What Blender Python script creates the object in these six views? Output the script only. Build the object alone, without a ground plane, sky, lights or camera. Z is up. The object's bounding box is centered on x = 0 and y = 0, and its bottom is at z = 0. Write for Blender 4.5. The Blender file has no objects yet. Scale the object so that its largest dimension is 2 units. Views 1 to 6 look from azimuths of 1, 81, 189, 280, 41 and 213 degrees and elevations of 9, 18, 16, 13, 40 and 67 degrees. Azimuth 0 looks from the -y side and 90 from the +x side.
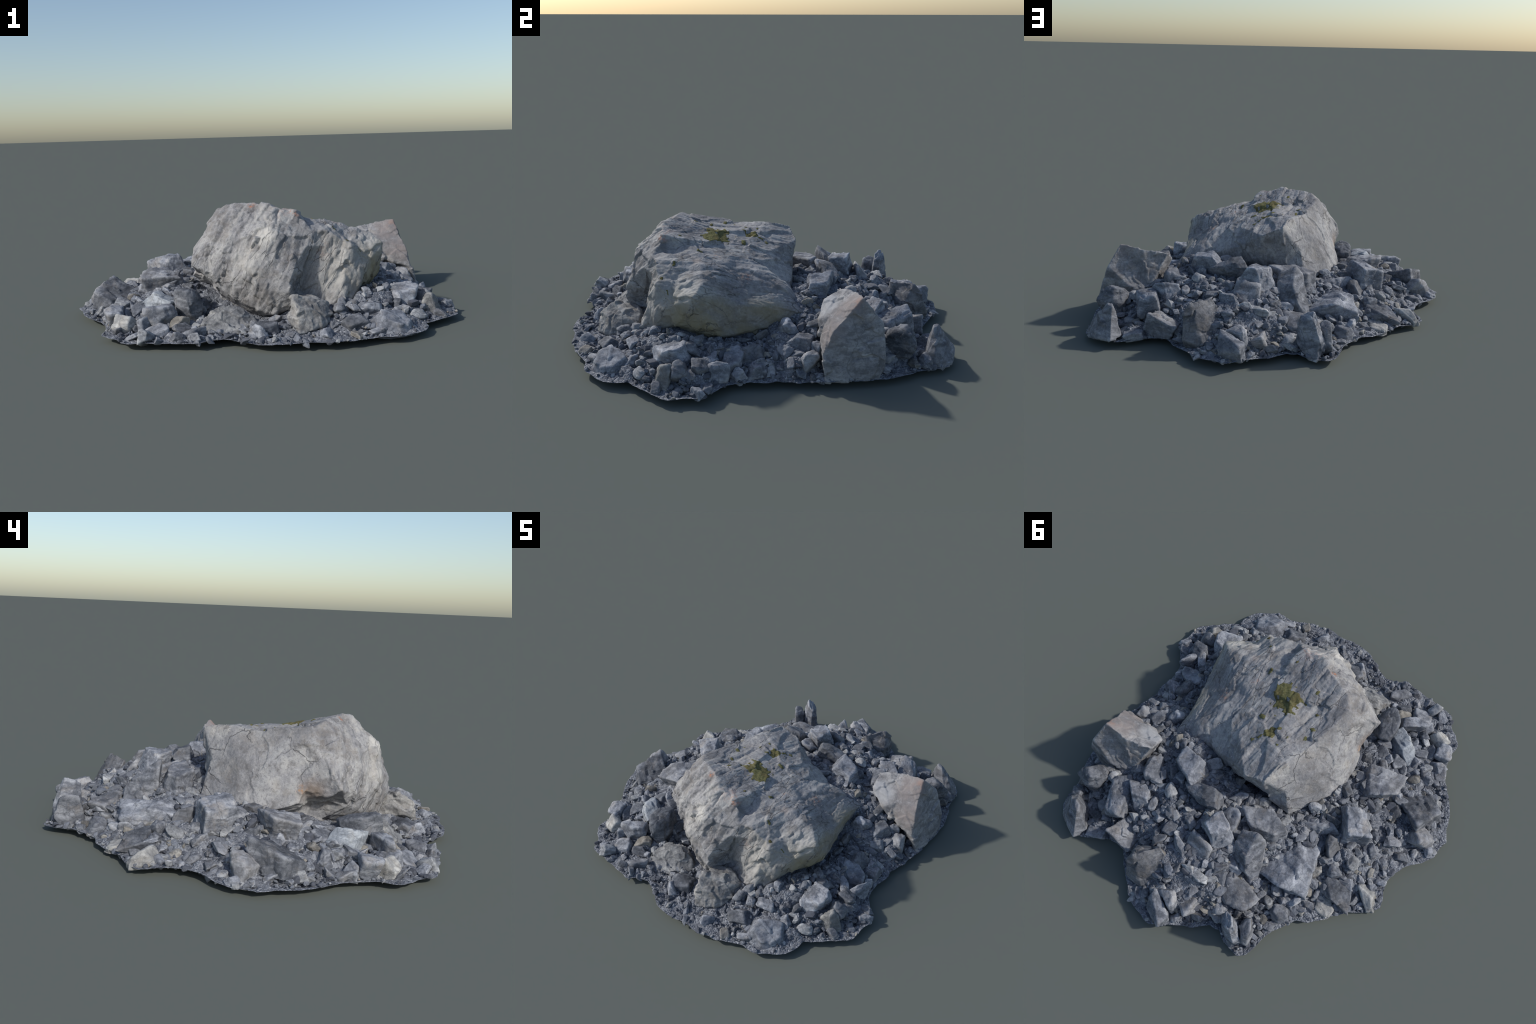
# A large pale boulder resting on a low mound of broken grey rubble.
import bpy, bmesh, math, random
import numpy as np
from mathutils import Vector, Matrix, Euler, kdtree

rng = np.random.default_rng(7)
random.seed(7)

# ------------------------------------------------------------------ numeric noise
def _hash(ix, iy, iz, s):
    h = (ix * 374761393 + iy * 668265263 + iz * 2147483647 + s * 974711) & 0xFFFFFFFF
    h = ((h ^ (h >> 13)) * 1274126177) & 0xFFFFFFFF
    h = ((h ^ (h >> 16)) * 2246822519) & 0xFFFFFFFF
    return ((h ^ (h >> 15)) & 0xFFFFFF) / float(0xFFFFFF)


def vnoise(p, s=0):
    """Smooth value noise in -1..1 at the points p (n x 3)."""
    i = np.floor(p).astype(np.int64)
    f = p - i
    f = f * f * f * (f * (f * 6 - 15) + 10)
    out = 0
    for dx in (0, 1):
        for dy in (0, 1):
            for dz in (0, 1):
                w = (f[:, 0] if dx else 1 - f[:, 0]) * (f[:, 1] if dy else 1 - f[:, 1]) * (f[:, 2] if dz else 1 - f[:, 2])
                out = out + w * _hash(i[:, 0] + dx, i[:, 1] + dy, i[:, 2] + dz, s)
    return out * 2 - 1


def fbm(p, octaves=4, s=0, gain=0.5):
    a, tot, q = 1.0, 0, np.array(p, float)
    for k in range(octaves):
        tot = tot + a * vnoise(q, s + k * 17)
        a *= gain
        q = q * 2.03 + 11.7
    return tot


def smoothstep(a, b, x):
    t = np.clip((x - a) / (b - a), 0, 1)
    return t * t * (3 - 2 * t)


# ------------------------------------------------------------------ mesh helpers
def coords(me):
    a = np.empty(len(me.vertices) * 3)
    me.vertices.foreach_get("co", a)
    return a.reshape(-1, 3)


def normals(me):
    a = np.empty(len(me.vertices) * 3)
    me.vertex_normals.foreach_get("vector", a)
    return a.reshape(-1, 3)


def put(me, p):
    me.vertices.foreach_set("co", np.asarray(p, float).ravel())
    me.update()


def shade_smooth(me):
    me.polygons.foreach_set("use_smooth", [True] * len(me.polygons))


def mesh_of(name, verts, faces):
    me = bpy.data.meshes.new(name)
    me.from_pydata([tuple(v) for v in verts], [], [tuple(f) for f in faces])
    me.update()
    return me


def relax(me, times, k=0.5):
    """Laplacian smoothing over the edges."""
    e = np.empty(len(me.edges) * 2, dtype=np.int64)
    me.edges.foreach_get("vertices", e)
    e = e.reshape(-1, 2)
    p = coords(me)
    deg = np.bincount(e.ravel(), minlength=len(p)).astype(float)[:, None]
    for _ in range(times):
        acc = np.zeros_like(p)
        np.add.at(acc, e[:, 0], p[e[:, 1]])
        np.add.at(acc, e[:, 1], p[e[:, 0]])
        p = p + k * (acc / np.maximum(deg, 1) - p)
    put(me, p)


def cage(points, centre):
    """Closed faceted solid through control points that surround a centre:
    they are joined up as their directions lie round the centre."""
    c = Vector(centre)
    bm = bmesh.new()
    vs = [bm.verts.new((Vector(p) - c).normalized()) for p in points]
    bm.verts.index_update()
    bmesh.ops.convex_hull(bm, input=vs)
    for v in list(bm.verts):
        if not v.link_faces:
            bm.verts.remove(v)
    keep = {v: i for i, v in enumerate(vs) if v.is_valid}
    for v, i in keep.items():
        v.co = Vector(points[i])
    bmesh.ops.recalc_face_normals(bm, faces=bm.faces)
    me = bpy.data.meshes.new("cage")
    bm.to_mesh(me)
    bm.free()
    return me


def remeshed(me, voxel, name):
    ob = bpy.data.objects.new("tmp", me)
    bpy.context.collection.objects.link(ob)
    m = ob.modifiers.new("r", "REMESH")
    m.mode = "VOXEL"
    m.voxel_size = voxel
    dg = bpy.context.evaluated_depsgraph_get()
    new = bpy.data.meshes.new_from_object(ob.evaluated_get(dg))
    bpy.data.objects.remove(ob)
    bpy.data.meshes.remove(me)
    new.name = name
    return new


def chips(p, axis, cell, stretch, step, tilt, seed):
    """Broken-rock relief: the space is cut into cells, each with its own small
    offset and its own slope, flattened along the foliation axis."""
    r = np.random.default_rng(seed)
    a = np.array(axis, float)
    a /= np.linalg.norm(a)
    q = p + np.outer(p @ a, a) * (stretch - 1)
    q = q + 0.35 * cell * np.stack([vnoise(p / cell * 1.3, seed + k) for k in (1, 2, 3)], 1)
    lo, hi = q.min(0) - cell, q.max(0) + cell
    n = int(min(6000, max(12, np.prod((hi - lo) / cell) * 1.0)))
    seeds = lo + r.random((n, 3)) * (hi - lo)
    kd = kdtree.KDTree(n)
    for i, s in enumerate(seeds):
        kd.insert(s, i)
    kd.balance()
    idx = np.array([kd.find(v)[1] for v in q])
    off = r.normal(0, step, n)
    tl = r.normal(0, tilt, (n, 3))
    return off[idx] + np.einsum("ij,ij->i", tl[idx], q - seeds[idx])


# ------------------------------------------------------------------ materials
def new_mat(name):
    m = bpy.data.materials.new(name)
    m.use_nodes = True
    nt = m.node_tree
    for n in list(nt.nodes):
        nt.nodes.remove(n)
    out = nt.nodes.new("ShaderNodeOutputMaterial")
    b = nt.nodes.new("ShaderNodeBsdfPrincipled")
    nt.links.new(b.outputs[0], out.inputs[0])
    b.inputs["Roughness"].default_value = 0.85
    b.inputs["Specular IOR Level"].default_value = 0.25
    return m, nt, b


class G:
    """Small helper to write node graphs."""

    def __init__(self, nt):
        self.nt = nt

    def node(self, kind, **kw):
        n = self.nt.nodes.new(kind)
        for k, v in kw.items():
            setattr(n, k, v)
        return n

    def link(self, a, b):
        self.nt.links.new(a, b)

    def coord(self):
        return self.node("ShaderNodeTexCoord").outputs["Object"]

    def mapping(self, vec, scale=(1, 1, 1), rot=(0, 0, 0), loc=(0, 0, 0)):
        n = self.node("ShaderNodeMapping")
        n.inputs["Scale"].default_value = scale
        n.inputs["Rotation"].default_value = rot
        n.inputs["Location"].default_value = loc
        self.link(vec, n.inputs["Vector"])
        return n.outputs[0]

    def noise(self, vec, scale, detail=5, rough=0.6, distortion=0.0):
        n = self.node("ShaderNodeTexNoise")
        n.inputs["Scale"].default_value = scale
        n.inputs["Detail"].default_value = detail
        n.inputs["Roughness"].default_value = rough
        n.inputs["Distortion"].default_value = distortion
        self.link(vec, n.inputs["Vector"])
        return n

    def voronoi(self, vec, scale, feature="F1", rand=1.0):
        n = self.node("ShaderNodeTexVoronoi", feature=feature)
        n.inputs["Scale"].default_value = scale
        n.inputs["Randomness"].default_value = rand
        self.link(vec, n.inputs["Vector"])
        return n

    def ramp(self, fac, stops, interp="LINEAR"):
        n = self.node("ShaderNodeValToRGB")
        n.color_ramp.interpolation = interp
        el = n.color_ramp.elements
        while len(el) < len(stops):
            el.new(0.5)
        for e, (p, c) in zip(el, stops):
            e.position = p
            e.color = (c, c, c, 1) if isinstance(c, (int, float)) else (*c, 1)
        self.link(fac, n.inputs[0])
        return n.outputs[0]

    def mix(self, fac, a, b, blend="MIX"):
        n = self.node("ShaderNodeMix", data_type="RGBA", blend_type=blend)
        for sock, v in ((n.inputs[0], fac), (n.inputs[6], a), (n.inputs[7], b)):
            if isinstance(v, (int, float)):
                sock.default_value = v
            elif isinstance(v, tuple):
                sock.default_value = (*v, 1)
            else:
                self.link(v, sock)
        return n.outputs[2]

    def math(self, op, a, b=0.0, c=0.0):
        n = self.node("ShaderNodeMath", operation=op)
        for i, v in enumerate((a, b, c)):
            if isinstance(v, (int, float)):
                n.inputs[i].default_value = v
            else:
                self.link(v, n.inputs[i])
        return n.outputs[0]

    def blob(self, vec, place, radius, soft=1.0):
        """1 at place, falling to 0 at radius (in object space)."""
        n = self.node("ShaderNodeVectorMath", operation="DISTANCE")
        self.link(vec, n.inputs[0])
        n.inputs[1].default_value = place
        m = self.node("ShaderNodeMapRange", interpolation_type="SMOOTHSTEP")
        m.inputs["From Min"].default_value = radius * (1 - soft)
        m.inputs["From Max"].default_value = radius
        m.inputs["To Min"].default_value = 1
        m.inputs["To Max"].default_value = 0
        self.link(n.outputs["Value"], m.inputs["Value"])
        return m.outputs[0]

    def warped(self, vec, scale, amount):
        n = self.noise(vec, scale, 3)
        s = self.node("ShaderNodeVectorMath", operation="MULTIPLY_ADD")
        self.link(n.outputs["Color"], s.inputs[0])
        s.inputs[1].default_value = (amount,) * 3
        self.link(vec, s.inputs[2])
        return s.outputs[0]

    def bump(self, height, bsdf, strength, dist):
        n = self.node("ShaderNodeBump")
        n.inputs["Strength"].default_value = strength
        n.inputs["Distance"].default_value = dist
        self.link(height, n.inputs["Height"])
        self.link(n.outputs[0], bsdf.inputs["Normal"])


FOLIATION = (-0.86, 0.14, 0.48)


def foliated(g, vec, along, across):
    """Coordinates stretched in the foliation plane."""
    ax = Vector(FOLIATION).normalized()
    rot = ax.rotation_difference(Vector((0, 0, 1))).to_euler()
    r = g.mapping(vec, rot=tuple(rot))
    return g.mapping(r, scale=(along, along, across))


def boulder_material():
    m, nt, b = new_mat("pale_gneiss")
    g = G(nt)
    o = g.coord()
    w = g.warped(o, 6, 0.05)
    big = g.noise(w, 6, 6, 0.62).outputs[0]
    mott = g.noise(g.mapping(w, loc=(5, 2, 1)), 24, 5, 0.6).outputs[0]
    fine = g.noise(o, 80, 6, 0.7).outputs[0]
    band = g.noise(foliated(g, w, 2.2, 13.0), 1.0, 5, 0.62).outputs[0]
    streak = g.noise(foliated(g, w, 3.5, 38.0), 1.0, 5, 0.6).outputs[0]
    col = g.ramp(big, [(0.33, (0.255, 0.256, 0.266)), (0.5, (0.370, 0.367, 0.368)), (0.68, (0.470, 0.463, 0.448))])
    col = g.mix(g.ramp(mott, [(0.38, 0.55), (0.52, 0.0)]), col, (0.235, 0.235, 0.245))
    col = g.mix(g.ramp(mott, [(0.52, 0.0), (0.68, 0.45)]), col, (0.470, 0.452, 0.420))
    where = g.ramp(g.noise(g.mapping(o, loc=(2, 7, 5)), 4.5, 4, 0.6).outputs[0], [(0.42, 0.15), (0.60, 1.0)])
    col = g.mix(g.math("MULTIPLY", where, g.ramp(band, [(0.38, 0.65), (0.52, 0.0)])), col, (0.215, 0.208, 0.205))
    col = g.mix(g.ramp(band, [(0.54, 0.0), (0.68, 0.60)]), col, (0.560, 0.550, 0.520))
    col = g.mix(g.math("MULTIPLY", where, g.ramp(streak, [(0.38, 0.55), (0.50, 0.0)])), col, (0.190, 0.185, 0.185))
    col = g.mix(g.ramp(streak, [(0.56, 0.0), (0.70, 0.55)]), col, (0.580, 0.565, 0.530))
    # speckle of dark mica and pale feldspar
    col = g.mix(g.ramp(fine, [(0.34, 0.65), (0.47, 0.0)]), col, (0.14, 0.14, 0.15))
    col = g.mix(g.ramp(fine, [(0.56, 0.0), (0.72, 0.55)]), col, (0.60, 0.59, 0.57))
    # grey and brown lichen stains
    stain = g.noise(g.mapping(w, loc=(3, 1, 7)), 13, 6, 0.7).outputs[0]
    col = g.mix(g.ramp(stain, [(0.52, 0.0), (0.62, 0.65)]), col, (0.170, 0.162, 0.158))
    tan = g.noise(g.mapping(w, loc=(8, 4, 2)), 9, 6, 0.68).outputs[0]
    col = g.mix(g.ramp(tan, [(0.54, 0.0), (0.68, 0.34)]), col, (0.37, 0.325, 0.265))
    dark_foot = g.math("MULTIPLY", g.blob(o, (-0.03, -0.66, 0.14), 0.17, 0.9), g.ramp(g.noise(w, 17, 5, 0.7).outputs[0], [(0.40, 0.25), (0.60, 0.85)]))  # foot of the front browned and darkened, partly for ambient occlusion
    col = g.mix(dark_foot, col, (0.190, 0.178, 0.165))
    brown = g.math("MULTIPLY", g.blob(o, (-0.17, -0.40, 0.45), 0.17), g.ramp(g.noise(w, 28, 5, 0.7).outputs[0], [(0.44, 0.0), (0.58, 0.8)]))
    col = g.mix(brown, col, (0.185, 0.160, 0.135))
    # ochre undercut on the east side
    och = g.math("MAXIMUM", g.blob(o, (0.57, -0.36, 0.19), 0.26, 0.7), g.blob(o, (0.57, -0.06, 0.15), 0.22, 0.7))
    och = g.math("MULTIPLY", och, g.ramp(g.noise(foliated(g, w, 3, 18), 1.0, 4).outputs[0], [(0.36, 0.30), (0.56, 1.0)]))
    col = g.mix(och, col, (0.36, 0.315, 0.205))
    # warm cream tint of the front of the lower step
    crm = g.blob(o, (0.42, -0.58, 0.28), 0.30)
    col = g.mix(g.math("MULTIPLY", crm, 0.35), col, (0.48, 0.445, 0.37))
    frn = g.noise(g.mapping(w, loc=(6, 6, 1)), 16, 5, 0.6).outputs[0]
    for place, rad, amt in (((0.03, -0.63, 0.452), 0.085, 0.9), ((0.055, -0.655, 0.415), 0.05, 0.9), ((0.545, -0.40, 0.365), 0.10, 0.8),  # pale patches painted in, with sunlit highlights of the east step
                            ((0.40, -0.56, 0.33), 0.11, 0.6), ((-0.05, -0.63, 0.33), 0.13, 0.55), ((0.37, -0.61, 0.20), 0.12, 0.5), ((0.07, -0.53, 0.54), 0.10, 0.5)):
        f = g.math("MULTIPLY", g.math("MULTIPLY", g.blob(o, place, rad, 0.8), g.ramp(frn, [(0.40, 0.15), (0.56, 1.0)])), amt)
        col = g.mix(f, col, (0.600, 0.580, 0.535))
    # thin dark fractures, both along and across the foliation
    cr = g.voronoi(g.warped(foliated(g, o, 5.0, 16.0), 2.0, 0.5), 1.0, "DISTANCE_TO_EDGE").outputs["Distance"]
    crm = g.ramp(g.noise(g.mapping(o, loc=(9, 0, 2)), 5, 3).outputs[0], [(0.45, 0.0), (0.6, 1.0)])
    crk = g.math("MULTIPLY", g.ramp(cr, [(0.0, 0.75), (0.022, 0.0)]), crm)
    col = g.mix(crk, col, (0.10, 0.095, 0.095))
    # rust and orange lichen
    rustn = g.ramp(g.noise(o, 45, 4, 0.7).outputs[0], [(0.46, 0.0), (0.60, 1.0)])
    for place, rad, amt in (
        ((-0.028, -0.458, 0.565), 0.030, 1.0),
        ((0.18, -0.506, 0.534), 0.050, 0.8),
        ((0.416, -0.114, 0.39), 0.050, 0.8),
        ((0.30, -0.24, 0.47), 0.05, 0.45),
        ((0.12, -0.50, 0.55), 0.09, 0.25),
        ((0.30, -0.57, 0.36), 0.06, 0.2),
    ):
        f = g.math("MULTIPLY", g.math("MULTIPLY", g.blob(o, place, rad), rustn), amt)
        col = g.mix(f, col, (0.46, 0.20, 0.11))
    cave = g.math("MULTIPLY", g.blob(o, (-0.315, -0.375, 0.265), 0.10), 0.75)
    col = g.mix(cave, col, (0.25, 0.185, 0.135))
    rim = g.math("MULTIPLY", g.blob(o, (-0.315, -0.325, 0.275), 0.035), rustn)
    col = g.mix(rim, col, (0.48, 0.25, 0.10))
    pinkf = g.math("MULTIPLY", g.blob(o, (0.375, -0.345, 0.455), 0.045), 0.5)
    col = g.mix(pinkf, col, (0.50, 0.40, 0.33))
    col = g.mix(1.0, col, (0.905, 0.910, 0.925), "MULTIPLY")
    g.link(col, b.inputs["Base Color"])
    h = g.math("ADD", g.math("MULTIPLY", streak, 0.7), g.math("MULTIPLY", fine, 0.6))
    h = g.math("SUBTRACT", h, g.math("MULTIPLY", crk, 0.7))
    g.bump(h, b, 0.75, 0.010)
    return m


def stone_material(name, dark, mid, light, warm=0.25, size=1.0):
    m, nt, b = new_mat(name)
    g = G(nt)
    o = g.coord()
    info = g.node("ShaderNodeObjectInfo")
    rnd = info.outputs["Random"]
    sh = g.node("ShaderNodeVectorMath", operation="MULTIPLY_ADD")
    g.link(rnd, sh.inputs[0])
    sh.inputs[1].default_value = (31, 17, 23)
    g.link(g.mapping(o, scale=(size, size, size)), sh.inputs[2])
    v = sh.outputs[0]
    w = g.warped(v, 9, 0.04)
    big = g.noise(w, 10, 5, 0.6).outputs[0]
    fine = g.noise(v, 95, 5, 0.7).outputs[0]
    streak = g.noise(g.mapping(w, scale=(9, 9, 34), rot=(0.6, 0.5, 0.2)), 1.0, 4).outputs[0]
    pale = tuple(min(1, 1.45 * c) for c in light)
    deep = tuple(0.62 * c for c in dark)
    mott = g.noise(g.mapping(w, loc=(4, 9, 2)), 34, 5, 0.65).outputs[0]
    col = g.ramp(big, [(0.32, dark), (0.5, mid), (0.68, light)])
    col = g.mix(g.ramp(mott, [(0.36, 0.6), (0.50, 0.0)]), col, dark)
    col = g.mix(g.ramp(mott, [(0.53, 0.0), (0.70, 0.55)]), col, light)
    col = g.mix(g.ramp(streak, [(0.36, 0.7), (0.50, 0.0)]), col, deep)
    col = g.mix(g.ramp(streak, [(0.55, 0.0), (0.70, 0.7)]), col, pale)
    tan = g.noise(g.mapping(w, loc=(1, 6, 3)), 13, 5, 0.65).outputs[0]
    col = g.mix(g.ramp(tan, [(0.54, 0.0), (0.70, 0.45 * min(1, 0.6 + warm))]), col, (0.335, 0.285, 0.225))
    col = g.mix(g.ramp(fine, [(0.34, 0.55), (0.47, 0.0)]), col, deep)
    col = g.mix(g.ramp(fine, [(0.56, 0.0), (0.72, 0.45)]), col, pale)
    # pale band along the convex edges
    geo = g.node("ShaderNodeNewGeometry")
    worn = g.math("MULTIPLY", g.ramp(geo.outputs["Pointiness"], [(0.52, 0.0), (0.60, 0.6)]), g.ramp(mott, [(0.40, 0.3), (0.60, 1.0)]))
    col = g.mix(worn, col, pale)
    veins = g.voronoi(g.warped(v, 14, 0.06), 9, "DISTANCE_TO_EDGE").outputs["Distance"]
    col = g.mix(g.ramp(veins, [(0.0, 0.55), (0.03, 0.0)]), col, deep)
    # each stone a little darker, lighter or browner than the next
    k = g.ramp(rnd, [(0.0, 0.58), (0.45, 0.86), (1.0, 1.22)])
    col = g.mix(1.0, col, k, "MULTIPLY")
    wr = g.node("ShaderNodeTexWhiteNoise", noise_dimensions="1D")
    g.link(rnd, wr.inputs["W"])
    wf = g.math("MULTIPLY", g.ramp(wr.outputs["Value"], [(0.55, 0.0), (1.0, warm)]), g.ramp(big, [(0.35, 0.2), (0.6, 1.0)]))
    col = g.mix(wf, col, (0.34, 0.30, 0.245))
    g.link(col, b.inputs["Base Color"])
    h = g.math("ADD", g.math("MULTIPLY", streak, 0.5), g.math("MULTIPLY", fine, 0.6))
    g.bump(h, b, 0.7, 0.007)
    return m


def slab_material():
    m = stone_material("pink_grey_slab", (0.165, 0.167, 0.176), (0.240, 0.240, 0.248), (0.330, 0.328, 0.330))
    nt = m.node_tree
    g = G(nt)
    b = next(n for n in nt.nodes if n.type == "BSDF_PRINCIPLED")
    col = b.inputs["Base Color"].links[0].from_socket
    o = g.coord()
    pink = g.math("MAXIMUM", g.blob(o, (0.745, 0.30, 0.36), 0.13, 0.6), g.blob(o, (0.80, 0.20, 0.26), 0.12, 0.6))
    rn = g.noise(o, 22, 5, 0.65).outputs[0]
    col = g.mix(g.math("MULTIPLY", pink, g.ramp(rn, [(0.3, 0.35), (0.6, 0.95)])), col, (0.275, 0.245, 0.235))
    edge = g.math("MULTIPLY", g.blob(o, (0.785, 0.33, 0.38), 0.07), g.ramp(rn, [(0.42, 0.0), (0.6, 0.8)]))
    col = g.mix(edge, col, (0.34, 0.215, 0.17))
    white = g.math("MULTIPLY", g.blob(o, (0.60, 0.23, 0.31), 0.10, 0.5), 0.7)
    col = g.mix(white, col, (0.46, 0.465, 0.475))
    g.link(col, b.inputs["Base Color"])
    return m


def gravel_material():
    m, nt, b = new_mat("crushed_gravel")
    g = G(nt)
    o = g.coord()
    w = g.warped(o, 30, 0.018)
    cells = g.voronoi(w, 46)
    edge = g.voronoi(w, 46, "DISTANCE_TO_EDGE").outputs["Distance"]
    bits = g.voronoi(g.warped(o, 60, 0.01), 150)
    big = g.noise(o, 7, 5, 0.6).outputs[0]
    fine = g.noise(o, 130, 4, 0.7).outputs[0]
    sep = g.node("ShaderNodeSeparateColor")
    g.link(cells.outputs["Color"], sep.inputs[0])
    sep2 = g.node("ShaderNodeSeparateColor")
    g.link(bits.outputs["Color"], sep2.inputs[0])
    col = g.ramp(sep.outputs[0], [(0.0, (0.090, 0.098, 0.119)), (0.5, (0.172, 0.185, 0.214)), (1.0, (0.35, 0.365, 0.395))])  # bed colour kept darker than the stones to carry shade in the gaps
    col2 = g.ramp(sep2.outputs[0], [(0.0, (0.082, 0.090, 0.110)), (0.6, (0.182, 0.195, 0.224)), (1.0, (0.40, 0.415, 0.44))])
    col = g.mix(g.ramp(big, [(0.40, 0.25), (0.6, 0.85)]), col, col2)
    col = g.mix(g.ramp(fine, [(0.36, 0.6), (0.5, 0.0)]), col, (0.10, 0.105, 0.12))
    g.link(col, b.inputs["Base Color"])
    h = g.math("ADD", g.ramp(edge, [(0.0, 0.0), (0.25, 1.0)]), g.math("MULTIPLY", bits.outputs["Distance"], -0.8))
    g.bump(h, b, 0.6, 0.006)
    return m


def moss_material():
    m, nt, b = new_mat("olive_moss")
    g = G(nt)
    o = g.coord()
    n1 = g.noise(o, 90, 5, 0.7).outputs[0]
    n2 = g.noise(o, 24, 3).outputs[0]
    col = g.ramp(n1, [(0.3, (0.080, 0.080, 0.030)), (0.5, (0.172, 0.165, 0.075)), (0.72, (0.25, 0.235, 0.125))])
    col = g.mix(g.ramp(n2, [(0.45, 0.0), (0.65, 0.5)]), col, (0.115, 0.085, 0.04))
    g.link(col, b.inputs["Base Color"])
    b.inputs["Roughness"].default_value = 1.0
    b.inputs["Specular IOR Level"].default_value = 0.1
    g.bump(n1, b, 0.8, 0.006)
    return m


MAT_BOULDER = boulder_material()
MAT = {
    "block": stone_material("blue_grey_stone", (0.128, 0.139, 0.163), (0.218, 0.232, 0.262), (0.335, 0.348, 0.375)),
    "white": stone_material("bluish_white_stone", (0.30, 0.33, 0.37), (0.42, 0.455, 0.495), (0.55, 0.585, 0.62), 0.0),
    "pale": stone_material("pale_buff_stone", (0.25, 0.253, 0.255), (0.36, 0.36, 0.352), (0.48, 0.475, 0.455), 0.25),
    "warm": stone_material("brown_grey_stone", (0.165, 0.160, 0.152), (0.250, 0.240, 0.222), (0.36, 0.345, 0.315), 0.4),
    "front": stone_material("lichen_grey_stone", (0.190, 0.196, 0.208), (0.305, 0.310, 0.318), (0.43, 0.43, 0.42), 0.2),
}
MAT["round"] = MAT["shard"] = MAT["cone"] = MAT["full"] = MAT["spike"] = MAT["slab"] = MAT["block"]
SMALL = {
    "block": stone_material("small_grey_stone", (0.125, 0.136, 0.160), (0.213, 0.227, 0.257), (0.330, 0.343, 0.370), 0.15, 0.05),
    "pale": stone_material("small_pale_stone", (0.195, 0.205, 0.222), (0.295, 0.307, 0.325), (0.42, 0.43, 0.44), 0.15, 0.05),
    "warm": stone_material("small_brown_stone", (0.165, 0.162, 0.158), (0.255, 0.248, 0.235), (0.36, 0.35, 0.325), 0.3, 0.05),
}
MAT_SLAB = slab_material()
MAT_GRAVEL = gravel_material()
MAT_MOSS = moss_material()

# ------------------------------------------------------------------ top-level object
root = bpy.data.objects.new("boulder_on_rubble", None)
root.empty_display_size = 0.2
bpy.context.collection.objects.link(root)
root["label"] = "large pale grey boulder resting on a mound of broken rock"
root["category"] = "boulder"


def add(name, me, mat, matrix=None):
    ob = bpy.data.objects.new(name, me)
    bpy.context.collection.objects.link(ob)
    if mat is not None and not me.materials:
        me.materials.append(mat)
    ob.parent = root
    if matrix is not None:
        ob.matrix_world = matrix
    return ob


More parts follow.
